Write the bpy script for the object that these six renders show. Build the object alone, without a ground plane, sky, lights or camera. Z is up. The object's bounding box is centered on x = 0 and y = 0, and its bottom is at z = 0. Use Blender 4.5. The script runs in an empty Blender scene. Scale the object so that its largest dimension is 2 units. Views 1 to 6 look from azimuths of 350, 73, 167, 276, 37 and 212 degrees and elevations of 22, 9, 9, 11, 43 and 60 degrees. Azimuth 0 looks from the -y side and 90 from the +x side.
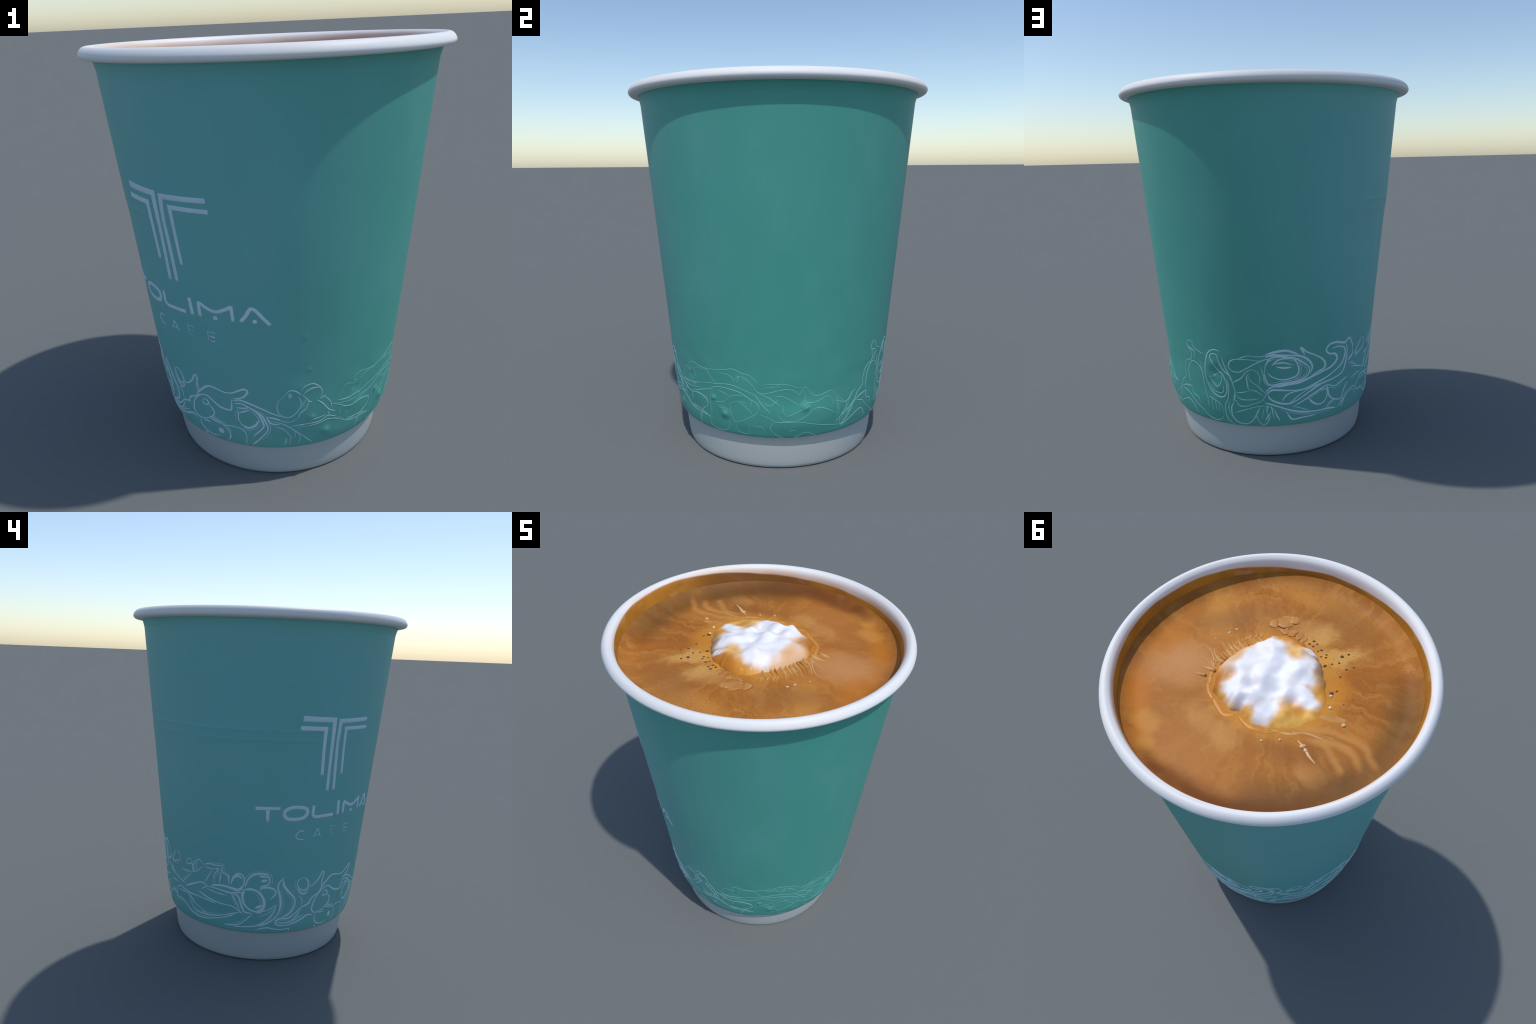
"""Takeaway coffee in a double-wall paper cup: teal sleeve with printed emblem, lettering and
line drawings of a coffee plant, white rolled rim, white liner stained by coffee, crema surface
and a mound of white milk foam.  Everything is computed from profiles, curves and rules."""
import bpy, math, random
import numpy as np
from mathutils import Vector, noise

random.seed(7)
rng = np.random.default_rng(7)
TAU = 2 * math.pi

# ------------------------------------------------------------------ helpers
def link(obj, parent=None):
    bpy.context.scene.collection.objects.link(obj)
    if parent is not None:
        obj.parent = parent
    return obj


def mesh_object(name, verts, faces, material, parent=None, smooth=True):
    me = bpy.data.meshes.new(name)
    me.from_pydata([tuple(v) for v in verts], [], faces)
    me.update()
    if smooth:
        me.polygons.foreach_set("use_smooth", [True] * len(me.polygons))
    me.materials.append(material)
    return link(bpy.data.objects.new(name, me), parent)


def smoothstep(a, b, x):
    t = np.clip((x - a) / (b - a), 0, 1)
    return t * t * (3 - 2 * t)


def revolve(name, profile, segments, material, parent, close_first=False, close_last=False, shift=None):
    """Turn a list of (radius, height) into a surface of revolution; shift(angle, z) moves it outward."""
    verts, faces = [], []
    n = len(profile)
    for j, (r, z) in enumerate(profile):
        for i in range(segments):
            a = TAU * i / segments
            rr = r + (shift(a, z) if shift else 0.0)
            verts.append((rr * math.cos(a), rr * math.sin(a), z))
    for j in range(n - 1):
        for i in range(segments):
            k = (i + 1) % segments
            faces.append((j * segments + i, j * segments + k, (j + 1) * segments + k, (j + 1) * segments + i))
    if close_first:
        faces.append(tuple(range(segments))[::-1])
    if close_last:
        faces.append(tuple((n - 1) * segments + i for i in range(segments)))
    return mesh_object(name, verts, faces, material, parent)


def catmull(points, step):
    """Smooth curve through 2-D control points, sampled about every `step`."""
    P = np.array(points, float)
    if len(P) == 2:
        n = max(2, int(np.linalg.norm(P[1] - P[0]) / step) + 1)
        return P[0] + (P[1] - P[0]) * np.linspace(0, 1, n + 1)[:, None]
    closed = np.allclose(P[0], P[-1])
    if closed:
        Q = np.vstack([P[-2], P, P[1]])
    else:
        Q = np.vstack([2 * P[0] - P[1], P, 2 * P[-1] - P[-2]])
    out = []
    for i in range(1, len(Q) - 2):
        p0, p1, p2, p3 = Q[i - 1], Q[i], Q[i + 1], Q[i + 2]
        n = max(2, int(np.linalg.norm(p2 - p1) / step) + 1)
        # centripetal knots keep uneven control points from looping
        t1 = max(np.linalg.norm(p1 - p0), 1e-6) ** 0.5
        t2 = t1 + max(np.linalg.norm(p2 - p1), 1e-6) ** 0.5
        t3 = t2 + max(np.linalg.norm(p3 - p2), 1e-6) ** 0.5
        for t in np.linspace(t1, t2, n, endpoint=False):
            a1 = p0 * (t1 - t) / t1 + p1 * t / t1
            a2 = p1 * (t2 - t) / (t2 - t1) + p2 * (t - t1) / (t2 - t1)
            a3 = p2 * (t3 - t) / (t3 - t2) + p3 * (t - t2) / (t3 - t2)
            b1 = a1 * (t2 - t) / t2 + a2 * t / t2
            b2 = a2 * (t3 - t) / (t3 - t1) + a3 * (t - t1) / (t3 - t1)
            out.append(b1 * (t2 - t) / (t2 - t1) + b2 * (t - t1) / (t2 - t1))
    out.append(P[-1])
    return np.array(out)


# ------------------------------------------------------------------ node helpers
class Mat:
    def __init__(self, name, rough=0.6, spec=0.3):
        self.m = bpy.data.materials.new(name)
        self.m.use_nodes = True
        self.t = self.m.node_tree
        self.bsdf = self.t.nodes["Principled BSDF"]
        self.bsdf.inputs["Roughness"].default_value = rough
        self.bsdf.inputs["Specular IOR Level"].default_value = spec
        self.coord = self.t.nodes.new("ShaderNodeTexCoord").outputs["Object"]

    def node(self, kind, **inputs):
        n = self.t.nodes.new(kind)
        for k, v in inputs.items():
            k = k.replace("_", " ")
            self.put(n.inputs[k], v)
        return n

    def put(self, socket, v):
        if hasattr(v, "is_output") or isinstance(v, bpy.types.NodeSocket):
            self.t.links.new(v, socket)
        else:
            socket.default_value = v

    def math(self, op, a, b=0.0, c=0.0):
        n = self.t.nodes.new("ShaderNodeMath")
        n.operation = op
        for i, v in enumerate((a, b, c)):
            self.put(n.inputs[i], v)
        return n.outputs[0]

    def noise(self, scale, detail=3.0, coord=None, rough=0.55, dist=0.0):
        n = self.node("ShaderNodeTexNoise", Scale=scale, Detail=detail, Roughness=rough, Distortion=dist)
        self.put(n.inputs["Vector"], coord or self.coord)
        return n

    def ramp(self, v, lo, hi, a=0.0, b=1.0):
        n = self.t.nodes.new("ShaderNodeMapRange")
        n.interpolation_type = "SMOOTHSTEP"
        for i, x in enumerate((v, lo, hi, a, b)):
            self.put(n.inputs[i], x)
        return n.outputs[0]

    def stretch(self, scale, coord=None, rot=(0, 0, 0)):
        n = self.t.nodes.new("ShaderNodeMapping")
        self.put(n.inputs["Vector"], coord or self.coord)
        n.inputs["Scale"].default_value = scale
        n.inputs["Rotation"].default_value = rot
        return n.outputs[0]

    def mix(self, f, a, b, mode="MIX"):
        n = self.t.nodes.new("ShaderNodeMix")
        n.data_type = "RGBA"
        n.blend_type = mode
        self.put(n.inputs["Factor"], f)
        for key, v in (("A", a), ("B", b)):
            s = [i for i in n.inputs if i.name == key and i.type == "RGBA"][0]
            self.put(s, v if isinstance(v, bpy.types.NodeSocket) else srgb(v))
        return [o for o in n.outputs if o.type == "RGBA"][0]

    def flat(self, wobble=0.0, scale=8.0):
        """Object coordinates seen from above (z dropped), optionally pushed about by noise."""
        v = self.coord
        if wobble:
            ns = self.noise(scale, 4.0)
            sub = self.t.nodes.new("ShaderNodeVectorMath"); sub.operation = "SUBTRACT"
            self.put(sub.inputs[0], ns.outputs["Color"]); sub.inputs[1].default_value = (0.5, 0.5, 0.5)
            sc = self.t.nodes.new("ShaderNodeVectorMath"); sc.operation = "SCALE"
            self.put(sc.inputs[0], sub.outputs[0]); sc.inputs["Scale"].default_value = wobble
            ad = self.t.nodes.new("ShaderNodeVectorMath"); ad.operation = "ADD"
            self.put(ad.inputs[0], v); self.put(ad.inputs[1], sc.outputs[0])
            v = ad.outputs[0]
        fl = self.t.nodes.new("ShaderNodeVectorMath"); fl.operation = "MULTIPLY"
        self.put(fl.inputs[0], v); fl.inputs[1].default_value = (1, 1, 0)
        return fl.outputs[0]

    def blob(self, coord, x, y, rx, ry, turn=0.0, soft=0.4):
        """1 inside an ellipse at (x, y), 0 outside, with a soft border."""
        mp = self.t.nodes.new("ShaderNodeMapping")
        mp.vector_type = "TEXTURE"
        self.put(mp.inputs["Vector"], coord)
        mp.inputs["Location"].default_value = (x, y, 0)
        mp.inputs["Rotation"].default_value = (0, 0, math.radians(turn))
        mp.inputs["Scale"].default_value = (rx, ry, 1)
        ln = self.t.nodes.new("ShaderNodeVectorMath"); ln.operation = "LENGTH"
        self.put(ln.inputs[0], mp.outputs[0])
        return self.ramp(ln.outputs["Value"], 1 - soft, 1 + soft, 1.0, 0.0)

    def color(self, v):
        self.put(self.bsdf.inputs["Base Color"], v if isinstance(v, bpy.types.NodeSocket) else srgb(v))
        return self

    def bump(self, height, strength=0.2, distance=0.004):
        b = self.node("ShaderNodeBump", Strength=strength, Distance=distance)
        self.put(b.inputs["Height"], height)
        self.put(self.bsdf.inputs["Normal"], b.outputs[0])


def srgb(c):
    """8-bit display colour -> linear RGBA."""
    f = lambda v: v / 12.92 if v <= 0.04045 else ((v + 0.055) / 1.055) ** 2.4
    return tuple(f(x / 255) for x in c[:3]) + (1.0,)


# ------------------------------------------------------------------ materials
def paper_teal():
    """Teal with uneven lighting tinted in: paler, bluer on the emblem side, darker green opposite."""
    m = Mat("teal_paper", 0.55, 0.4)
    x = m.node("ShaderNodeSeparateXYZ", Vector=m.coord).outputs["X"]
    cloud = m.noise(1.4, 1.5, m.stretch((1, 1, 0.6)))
    baked_tint = m.math("MULTIPLY_ADD", m.math("SUBTRACT", cloud.outputs["Fac"], 0.5), 0.9, x)
    col = m.mix(m.ramp(baked_tint, -0.85, 0.75), TEAL_BLUE, TEAL_GREEN)
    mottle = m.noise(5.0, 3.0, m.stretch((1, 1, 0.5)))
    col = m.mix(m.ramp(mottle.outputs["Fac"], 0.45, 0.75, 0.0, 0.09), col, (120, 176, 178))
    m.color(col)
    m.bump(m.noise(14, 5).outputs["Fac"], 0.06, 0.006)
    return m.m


def paper_white(name, tone, warm):
    m = Mat(name, 0.5, 0.3)
    n = m.noise(3.0, 2.0)
    m.color(m.mix(m.ramp(n.outputs["Fac"], 0.35, 0.65), tone, warm))
    m.bump(m.noise(60, 3).outputs["Fac"], 0.04, 0.003)
    return m.m


def print_ink(name, a, b):
    m = Mat(name, 0.55, 0.25)
    n = m.noise(7.0, 2.0)
    m.color(m.mix(m.ramp(n.outputs["Fac"], 0.35, 0.65), a, b))
    return m.m


def liner_material():
    """White inside of the cup, stained brown by coffee up to a wavy tide line."""
    m = Mat("stained_liner", 0.45, 0.3)
    xyz = m.node("ShaderNodeSeparateXYZ", Vector=m.coord).outputs
    z = xyz["Z"]
    wave = m.noise(2.6, 2.0, m.stretch((1, 1, 0.0)))
    # the tide line dips on two sides where the cup was tilted
    tilt = m.math("SUBTRACT", m.math("MULTIPLY", xyz["X"], xyz["X"]), m.math("MULTIPLY", xyz["Y"], xyz["Y"]))
    level = m.math("ADD", m.math("ADD", m.math("MULTIPLY_ADD", tilt, 0.033, 1.943), m.math("MULTIPLY", xyz["X"], -0.008)), m.math("MULTIPLY", wave.outputs["Fac"], 0.03))
    above = m.math("SUBTRACT", z, level)
    stain = m.ramp(above, -0.005, 0.006, 1.0, 0.0)
    haze = m.math("MULTIPLY", m.ramp(above, 0.0, 0.05, 1.0, 0.0), m.math("ADD", m.ramp(xyz["Y"], -0.1, 0.5, 0.15, 0.7), m.ramp(m.noise(2.5, 2.0).outputs["Fac"], 0.4, 0.7, -0.1, 0.2)))
    streak = m.noise(4, 3)
    brown = m.mix(m.ramp(streak.outputs["Fac"], 0.3, 0.7), (166, 108, 34), (190, 130, 44))
    col = m.mix(haze, (232, 230, 230), (198, 160, 124))
    smear = m.noise(7.0, 4.0, m.stretch((1, 1, 1.8)))
    brown = m.mix(m.ramp(smear.outputs["Fac"], 0.55, 0.75, 0.0, 0.5), brown, (206, 168, 120))
    old = m.blob(m.flat(0.15, 6.0), -0.55, 0.62, 0.42, 0.62, 40, 0.6)
    brown = m.mix(m.math("MULTIPLY", old, 0.8), brown, (104, 62, 26))
    m.color(m.mix(stain, col, brown))
    return m.m


def coffee_material():
    """Crema: orange-brown ground with soft clouds, pale feathers, freckles and a dark side."""
    m = Mat("crema", 0.55, 0.15)
    soft = m.flat(0.10, 5.0)
    rag = m.flat(0.16, 11.0)
    fine = m.flat(0.05, 30.0)
    cloud = m.noise(3.2, 4.0, rag, 0.55, 0.6)
    col = m.mix(m.ramp(cloud.outputs["Fac"], 0.3, 0.7), (158, 97, 36), (178, 115, 48))
    flow = m.noise(5.0, 5.0, m.stretch((1.0, 2.2, 1.0), rag, (0, 0, 0.5)), 0.6, 1.2)
    col = m.mix(m.math("MULTIPLY", m.ramp(flow.outputs["Fac"], 0.52, 0.68), 0.35), col, (198, 142, 72))
    radial = m.t.nodes.new("ShaderNodeVectorMath"); radial.operation = "NORMALIZE"
    m.put(radial.inputs[0], rag)
    fan = m.t.nodes.new("ShaderNodeVectorMath"); fan.operation = "MULTIPLY_ADD"
    m.put(fan.inputs[0], radial.outputs[0]); fan.inputs[1].default_value = (7, 7, 0); m.put(fan.inputs[2], rag)
    rays = m.noise(1.6, 4.0, fan.outputs[0], 0.6)
    col = m.mix(m.math("MULTIPLY", m.ramp(rays.outputs["Fac"], 0.5, 0.68), 0.4), col, (150, 88, 32))
    col = m.mix(m.math("MULTIPLY", m.ramp(rays.outputs["Fac"], 0.5, 0.34), 0.3), col, (200, 144, 74))

    def lay(col, tint, amount, coord, *ellipses):
        for e in ellipses:
            f = m.math("MULTIPLY", m.blob(coord, *e), amount)
            col = m.mix(f, col, tint)
        return col

    # milky, pinkish haze on the +x side
    col = lay(col, (194, 136, 84), 0.6, soft, (0.50, 0.16, 0.17, 0.13, 30, 0.7), (0.42, 0.08, 0.16, 0.10, 20, 0.8))
    col = lay(col, (176, 114, 54), 0.5, soft, (0.24, 0.45, 0.22, 0.13, -30, 0.7), (0.12, 0.58, 0.2, 0.1, 0, 0.8))
    # deeper orange by the wall
    col = lay(col, (190, 116, 38), 0.6, soft, (0.62, 0.0, 0.06, 0.16, -8, 0.8), (0.45, 0.5, 0.05, 0.2, 42, 0.7), (-0.32, -0.12, 0.06, 0.07, 0, 0.8), (0.56, 0.34, 0.06, 0.12, 30, 0.7))
    col = lay(col, (200, 140, 66), 0.6, soft, (0.50, -0.30, 0.06, 0.2, 35, 0.8), (0.05, -0.60, 0.25, 0.06, 0, 0.8), (0.40, 0.50, 0.07, 0.06, 0, 0.5), (0.33, 0.60, 0.05, 0.05, 0, 0.5))
    # dull olive-brown shadowy band between foam and the -y side
    col = lay(col, (150, 100, 52), 0.6, soft, (0.40, -0.27, 0.2, 0.07, 40, 0.8), (-0.15, -0.55, 0.22, 0.09, -20, 0.9))
    # pale feathers of milk round the foam
    col = lay(col, (196, 138, 74), 0.5, rag, (0.15, 0.36, 0.13, 0.06, 160, 0.5), (0.02, 0.40, 0.09, 0.06, 30, 0.5))
    col = lay(col, (206, 156, 84), 0.8, rag, (-0.20, -0.29, 0.16, 0.055, 45, 0.45), (-0.08, -0.36, 0.09, 0.06, 60, 0.6))
    col = lay(col, (200, 146, 82), 0.45, rag, (-0.03, -0.40, 0.09, 0.07, 20, 0.7), (-0.42, 0.37, 0.09, 0.05, -30, 0.5))
    col = lay(col, (166, 94, 32), 0.6, fine, (-0.29, -0.20, 0.12, 0.018, 48, 0.9), (-0.27, -0.11, 0.04, 0.06, 10, 0.8))
    # red-brown hollows
    col = lay(col, (142, 84, 36), 0.6, soft, (-0.30, 0.32, 0.12, 0.06, 15, 0.8), (0.02, 0.68, 0.3, 0.05, -4, 0.8), (-0.38, 0.25, 0.03, 0.05, 30, 0.7))
    col = lay(col, (112, 62, 30), 0.5, soft, (-0.05, 0.73, 0.16, 0.035, 4, 0.8), (0.20, 0.69, 0.035, 0.03, 0, 0.7), (-0.25, 0.68, 0.2, 0.05, 20, 0.8))
    # golden halo where foam soaks into the crema
    halo = m.math("MULTIPLY", m.blob(fine, -0.03, 0.0, 0.335, 0.31, 0, 0.18), 0.6)
    col = m.mix(halo, col, (210, 144, 52))
    # dark, greyish side
    grit = m.noise(40, 4)
    arc = [(0.69 * math.cos(math.radians(a)), 0.69 * math.sin(math.radians(a)), 0.095, 0.16, a, 0.95) for a in (118, 134, 150, 166, 182, 198)]
    col = lay(col, (96, 70, 38), 0.6, soft, *arc)
    col = lay(col, (84, 62, 38), 0.35, soft, (-0.60, 0.36, 0.07, 0.2, 60, 0.9))
    arc = [(0.70 * math.cos(math.radians(a)), 0.70 * math.sin(math.radians(a)), 0.04, 0.15, a, 0.9) for a in (78, 96, 114, 132)]
    col = lay(col, (100, 58, 28), 0.5, soft, *arc)
    # combed swirls on the -x +y side, drawn as overlapping soft streaks
    swish = m.flat(0.045, 7.0)
    combs = [((-0.26, 0.170), (-0.376, 0.120), (-0.479, 0.104), (-0.572, 0.114), (-0.650, 0.170)), ((-0.358, 0.184), (-0.422, 0.164), (-0.495, 0.159), (-0.561, 0.185), (-0.602, 0.223)), ((-0.340, 0.202), (-0.408, 0.194), (-0.474, 0.235), (-0.512, 0.265), (-0.536, 0.287))]
    for shade, off, thick, amount in (((150, 92, 40), 0.03, 0.017, 0.4), ((198, 140, 74), 0.0, 0.017, 0.5)):
        for path in combs:
            for (x0, y0), (x1, y1) in zip(path[:-1], path[1:]):
                turn = math.degrees(math.atan2(y1 - y0, x1 - x0))
                col = lay(col, shade, amount, swish, ((x0 + x1) / 2 - 0.3 * off, (y0 + y1) / 2 + off, 0.66 * math.hypot(x1 - x0, y1 - y0), thick, turn, 0.85))
    # freckles
    spot = m.noise(95, 2.0, m.stretch((1, 1.9, 1), None, (0, 0, 0.9)))
    where = m.math("MAXIMUM", m.blob(soft, -0.42, -0.30, 0.35, 0.28, 30, 0.5), m.blob(soft, 0.10, -0.55, 0.35, 0.14, 0, 0.6))
    f = m.math("MULTIPLY", m.ramp(spot.outputs["Fac"], 0.62, 0.70), m.math("MULTIPLY", where, 0.8))
    col = m.mix(f, col, (118, 66, 28))
    col = m.mix(m.math("MULTIPLY", m.ramp(grit.outputs["Fac"], 0.55, 0.75), 0.12), col, (90, 55, 28))
    m.color(col)
    m.bump(flow.outputs["Fac"], 0.12, 0.01)
    return m.m


def foam_material():
    """White milk foam that turns amber and tan towards its skirt."""
    m = Mat("milk_foam", 0.5, 0.3)
    p = m.flat(0.045, 12.0)
    fine = m.flat(0.03, 30.0)
    skirt = m.mix(m.ramp(m.noise(9, 4).outputs["Fac"], 0.35, 0.65), (206, 140, 46), (230, 176, 84))
    skirt = m.mix(m.blob(p, 0.25, -0.03, 0.09, 0.14, 15, 0.5), skirt, (214, 164, 108))
    skirt = m.mix(m.blob(p, -0.18, -0.20, 0.06, 0.12, 30, 0.6), skirt, (150, 108, 46))
    skirt = m.mix(m.blob(p, -0.02, -0.27, 0.12, 0.05, 0, 0.6), skirt, (190, 120, 36))
    skirt = m.mix(m.blob(p, 0.23, 0.17, 0.05, 0.09, -20, 0.6), skirt, (178, 112, 40))
    white = None
    for e in [(0.015, -0.005, 0.205, 0.185, 0, 0.34), (0.085, -0.13, 0.105, 0.085, -35, 0.3), (-0.10, -0.10, 0.115, 0.10, 20, 0.3), (0.06, 0.14, 0.115, 0.09, 10, 0.3), (-0.17, 0.02, 0.10, 0.055, -10, 0.35), (-0.075, 0.175, 0.06, 0.08, 0, 0.35), (-0.085, -0.225, 0.05, 0.02, 20, 0.45), (-0.225, 0.035, 0.055, 0.024, 20, 0.45)]:  # thin ellipse near the -y edge paints a white glint on amber
        b = m.blob(p, *e)
        white = b if white is None else m.math("MAXIMUM", white, b)
    for e in [(-0.035, -0.185, 0.045, 0.055, 30, 0.6), (0.20, 0.11, 0.05, 0.04, 20, 0.7), (0.16, 0.215, 0.035, 0.025, 0, 0.8), (-0.19, 0.125, 0.07, 0.055, -30, 0.5), (0.0, 0.235, 0.035, 0.035, 0, 0.6), (-0.195, -0.14, 0.03, 0.07, 25, 0.6), (0.21, -0.02, 0.03, 0.07, 10, 0.8)]:
        white = m.math("MULTIPLY", white, m.math("SUBTRACT", 1.0, m.math("MULTIPLY", m.blob(p, *e), 0.85)))
    tint = m.mix(m.math("MULTIPLY", m.ramp(m.noise(11, 2).outputs["Fac"], 0.5, 0.7), 0.25), (238, 237, 240), (228, 208, 188))
    m.color(m.mix(white, skirt, tint))
    m.bsdf.inputs["Subsurface Weight"].default_value = 0.0
    m.bump(m.noise(30, 3, fine).outputs["Fac"], 0.05, 0.006)
    return m.m


def plain(name, c1, c2, rough=0.5, scale=20):
    m = Mat(name, rough, 0.3)
    m.color(m.mix(m.ramp(m.noise(scale, 2).outputs["Fac"], 0.35, 0.65), c1, c2))
    return m.m


TEAL_BLUE, TEAL_GREEN = (110, 177, 177), (68, 149, 138)  # first lightened for the brighter, sky-lit look; second deepened for baked-in shade
teal = paper_teal()
white_rim = paper_white("white_rim_paper", (221, 223, 225), (225, 223, 221))
white_base = paper_white("white_base_paper", (172, 180, 183), (176, 181, 181))  # white paper greyed down to carry the shade seen around the foot
ink = print_ink("pale_ink", (194, 218, 228), (186, 212, 222))
ink_mid = print_ink("soft_ink", (158, 198, 204), (150, 194, 198))
ink_faint = print_ink("faint_ink", (118, 176, 172), (112, 172, 168))
liner = liner_material()
crema = coffee_material()
foam_mat = foam_material()
cream = plain("cream_streak", (190, 138, 76), (206, 160, 100))
cream_pale = plain("pale_cream", (214, 180, 138), (200, 160, 112))
tan = plain("tan_swirl", (178, 118, 54), (194, 138, 72), 0.45, 12)
amber = plain('amber_fold', (210, 144, 56), (192, 124, 46), 0.4, 14)
pearl = plain("bubble_skin", (236, 218, 186), (206, 168, 116), 0.3)
grounds = plain("coffee_grounds", (74, 50, 30), (104, 70, 38), 0.6)

# ------------------------------------------------------------------ the cup
cup = link(bpy.data.objects.new("coffee_cup", None))
cup["label"] = "teal paper cup with pale drawings, filled with foamy coffee"
cup["category"] = "takeaway coffee cup"

# outer profile of the sleeve: nearly straight taper, tucked in at the foot, flared under the rim
SLEEVE = [(0.5785, 0.1950), (0.5810, 0.1980), (0.5840, 0.208), (0.5885, 0.224), (0.5945, 0.250), (0.6010, 0.290), (0.6085, 0.345), (0.6165, 0.420), (0.6238, 0.500), (0.7484, 1.800), (0.7580, 1.900), (0.7620, 1.918), (0.7680, 1.937), (0.7755, 1.950)]
SZ = np.array([z for r, z in SLEEVE]); SR = np.array([r for r, z in SLEEVE])
AXIS = 0.003        # the sleeve sits a hair off the rim's centre

# lumps pressed into the paper: angle in degrees, height, size in metres, how far out
LUMPS = [(308.4, 0.386, 0.013, 0.0080), (314.8, 0.308, 0.020, 0.0098), (354.7, 0.370, 0.020, 0.0098), (279.3, 0.275, 0.019, 0.0069), (272.4, 0.378, 0.015, 0.0043),
         (269.0, 0.8275, 0.007, 0.0022), (271.1, 0.650, 0.007, 0.0022), (293.4, 0.477, 0.016, -0.0025), (291.0, 0.351, 0.018, -0.0022), (312.3, 0.335, 0.013, 0.0029),
         (48.7, 0.545, 0.027, 0.0036), (49.6, 0.500, 0.027, -0.0058), (51.0, 0.405, 0.027, 0.0036), (47.0, 0.440, 0.022, -0.0018), (303.0, 0.585, 0.027, 0.0011), (318.0, 0.600, 0.030, 0.0014)]


def gap(a, b):
    return (a - b + 180.0) % 360.0 - 180.0


def relief(deg, z):
    """How far the paper stands out from the plain taper at an angle and height."""
    d = 0.0
    # the pressed crease below the emblem's shoulders: two faint lips, then a shallow step inward
    w = float(smoothstep(70, 35, abs(gap(deg, 172))))
    wi = float(smoothstep(50, 20, abs(gap(deg, 150))))
    if w > 0 and 0.8 < z < 1.45:
        d += w * 0.0014 * (math.exp(-((z - 1.385) / 0.006) ** 2) + math.exp(-((z - 1.333) / 0.006) ** 2))
        d -= (wi * 0.003 + w * 0.0008) * float(smoothstep(1.39, 1.28, z)) * float(smoothstep(0.85, 1.26, z))
    # a shallow flat where the paper overlaps at the back
    if 0.3 < z < 1.35:
        d -= 0.0125 * math.exp(-(gap(deg, 150) / 20.0) ** 2) * float(smoothstep(1.38, 0.75, z)) * float(smoothstep(0.35, 0.50, z))
    # broad, soft swellings and hollows of the hand-held paper
    for ba, bz, wa, wz, out in ((126, 1.20, 12, 0.13, -0.006), (212, 1.42, 14, 0.13, 0.002), (350, 0.31, 24, 0.09, 0.011), (165, 0.30, 20, 0.09, -0.010)):
        d += out * math.exp(-(gap(deg, ba) / wa) ** 2 - ((z - bz) / wz) ** 2)
    # the drawn band is slightly embossed and uneven
    if z < 0.72:
        band = float(smoothstep(0.70, 0.52, z)) * float(smoothstep(0.2, 0.28, z))
        a = math.radians(deg)
        d += band * 0.0035 * noise.noise(Vector((math.cos(a) * 5.5, math.sin(a) * 5.5, z * 9.0)))
    for la, lz, size, out in LUMPS:
        if abs(z - lz) < 4 * size:
            s = math.radians(gap(deg, la)) * 0.61
            q = (s * s + (z - lz) ** 2) / (size * size)
            if q < 9:
                d += out * math.exp(-q)
    return d


def on_sleeve(deg, z, lift=0.0):
    r = float(np.interp(z, SZ, SR)) + relief(deg, z) + lift
    a = math.radians(deg)
    return (AXIS + r * math.cos(a), r * math.sin(a), z)


def build_sleeve():
    seg = 800
    heights = list(np.concatenate([SZ[:4], np.arange(0.248, 0.70, 0.0055), np.arange(0.70, 1.25, 0.014), np.arange(1.25, 1.42, 0.004), np.arange(1.42, 1.88, 0.02), np.arange(1.885, 1.949, 0.0045), [1.950]]))
    verts, faces = [], []
    for z in heights:
        for i in range(seg):
            verts.append(on_sleeve(360.0 * i / seg, z))
    rows = len(heights)
    # inner face of the paper, so that the lower edge shows its thickness
    for r, z in ((0.5555, 0.1955), (0.5575, 0.24), (0.585, 0.60)):
        for i in range(seg):
            a = TAU * i / seg
            verts.append((AXIS + r * math.cos(a), r * math.sin(a), z))

    def band(j, k):
        for i in range(seg):
            n = (i + 1) % seg
            faces.append((j * seg + i, j * seg + n, k * seg + n, k * seg + i))
    for j in range(rows - 1):
        band(j, j + 1)
    band(rows, 0); band(rows + 1, rows); band(rows + 2, rows + 1)
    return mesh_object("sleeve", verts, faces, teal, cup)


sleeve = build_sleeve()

# foot of the inner cup, with a recessed bottom
revolve("foot", [(0.0, 0.035), (0.47, 0.035), (0.495, 0.028), (0.503, 0.004), (0.510, 0.0), (0.524, 0.0), (0.531, 0.005), (0.536, 0.02), (0.5415, 0.05), (0.5475, 0.10), (0.5555, 0.18), (0.5565, 0.22), (0.546, 0.24)], 256, white_base, cup)

# rolled rim
RIM = [(0.7690, 1.9870), (0.7790, 1.9963), (0.7890, 2.0000), (0.8000, 1.9980), (0.8100, 1.9910), (0.8175, 1.9810), (0.8222, 1.9690), (0.8205, 1.9600), (0.8150, 1.9535), (0.8060, 1.9495), (0.7900, 1.9470), (0.7720, 1.9455), (0.7620, 1.9460)]
def densify(profile, n):
    c = catmull(profile, 0.01)
    return [tuple(p) for p in c]
revolve("rim", densify(RIM, 4), 320, white_rim, cup, shift=lambda a, z: 0.0012 * noise.noise(Vector((math.cos(a) * 4, math.sin(a) * 4, z * 5))))

# liner: inner wall down to a hidden floor
revolve("liner", [(0.7790, 1.9964), (0.7742, 1.9932), (0.7698, 1.9892), (0.7662, 1.9844), (0.7634, 1.9790), (0.7594, 1.9670), (0.7572, 1.9555), (0.7545, 1.94), (0.7510, 1.92), (0.7470, 1.895), (0.742, 1.86), (0.733, 1.78), (0.722, 1.70), (0.0, 1.69)], 256, liner, cup)

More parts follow.
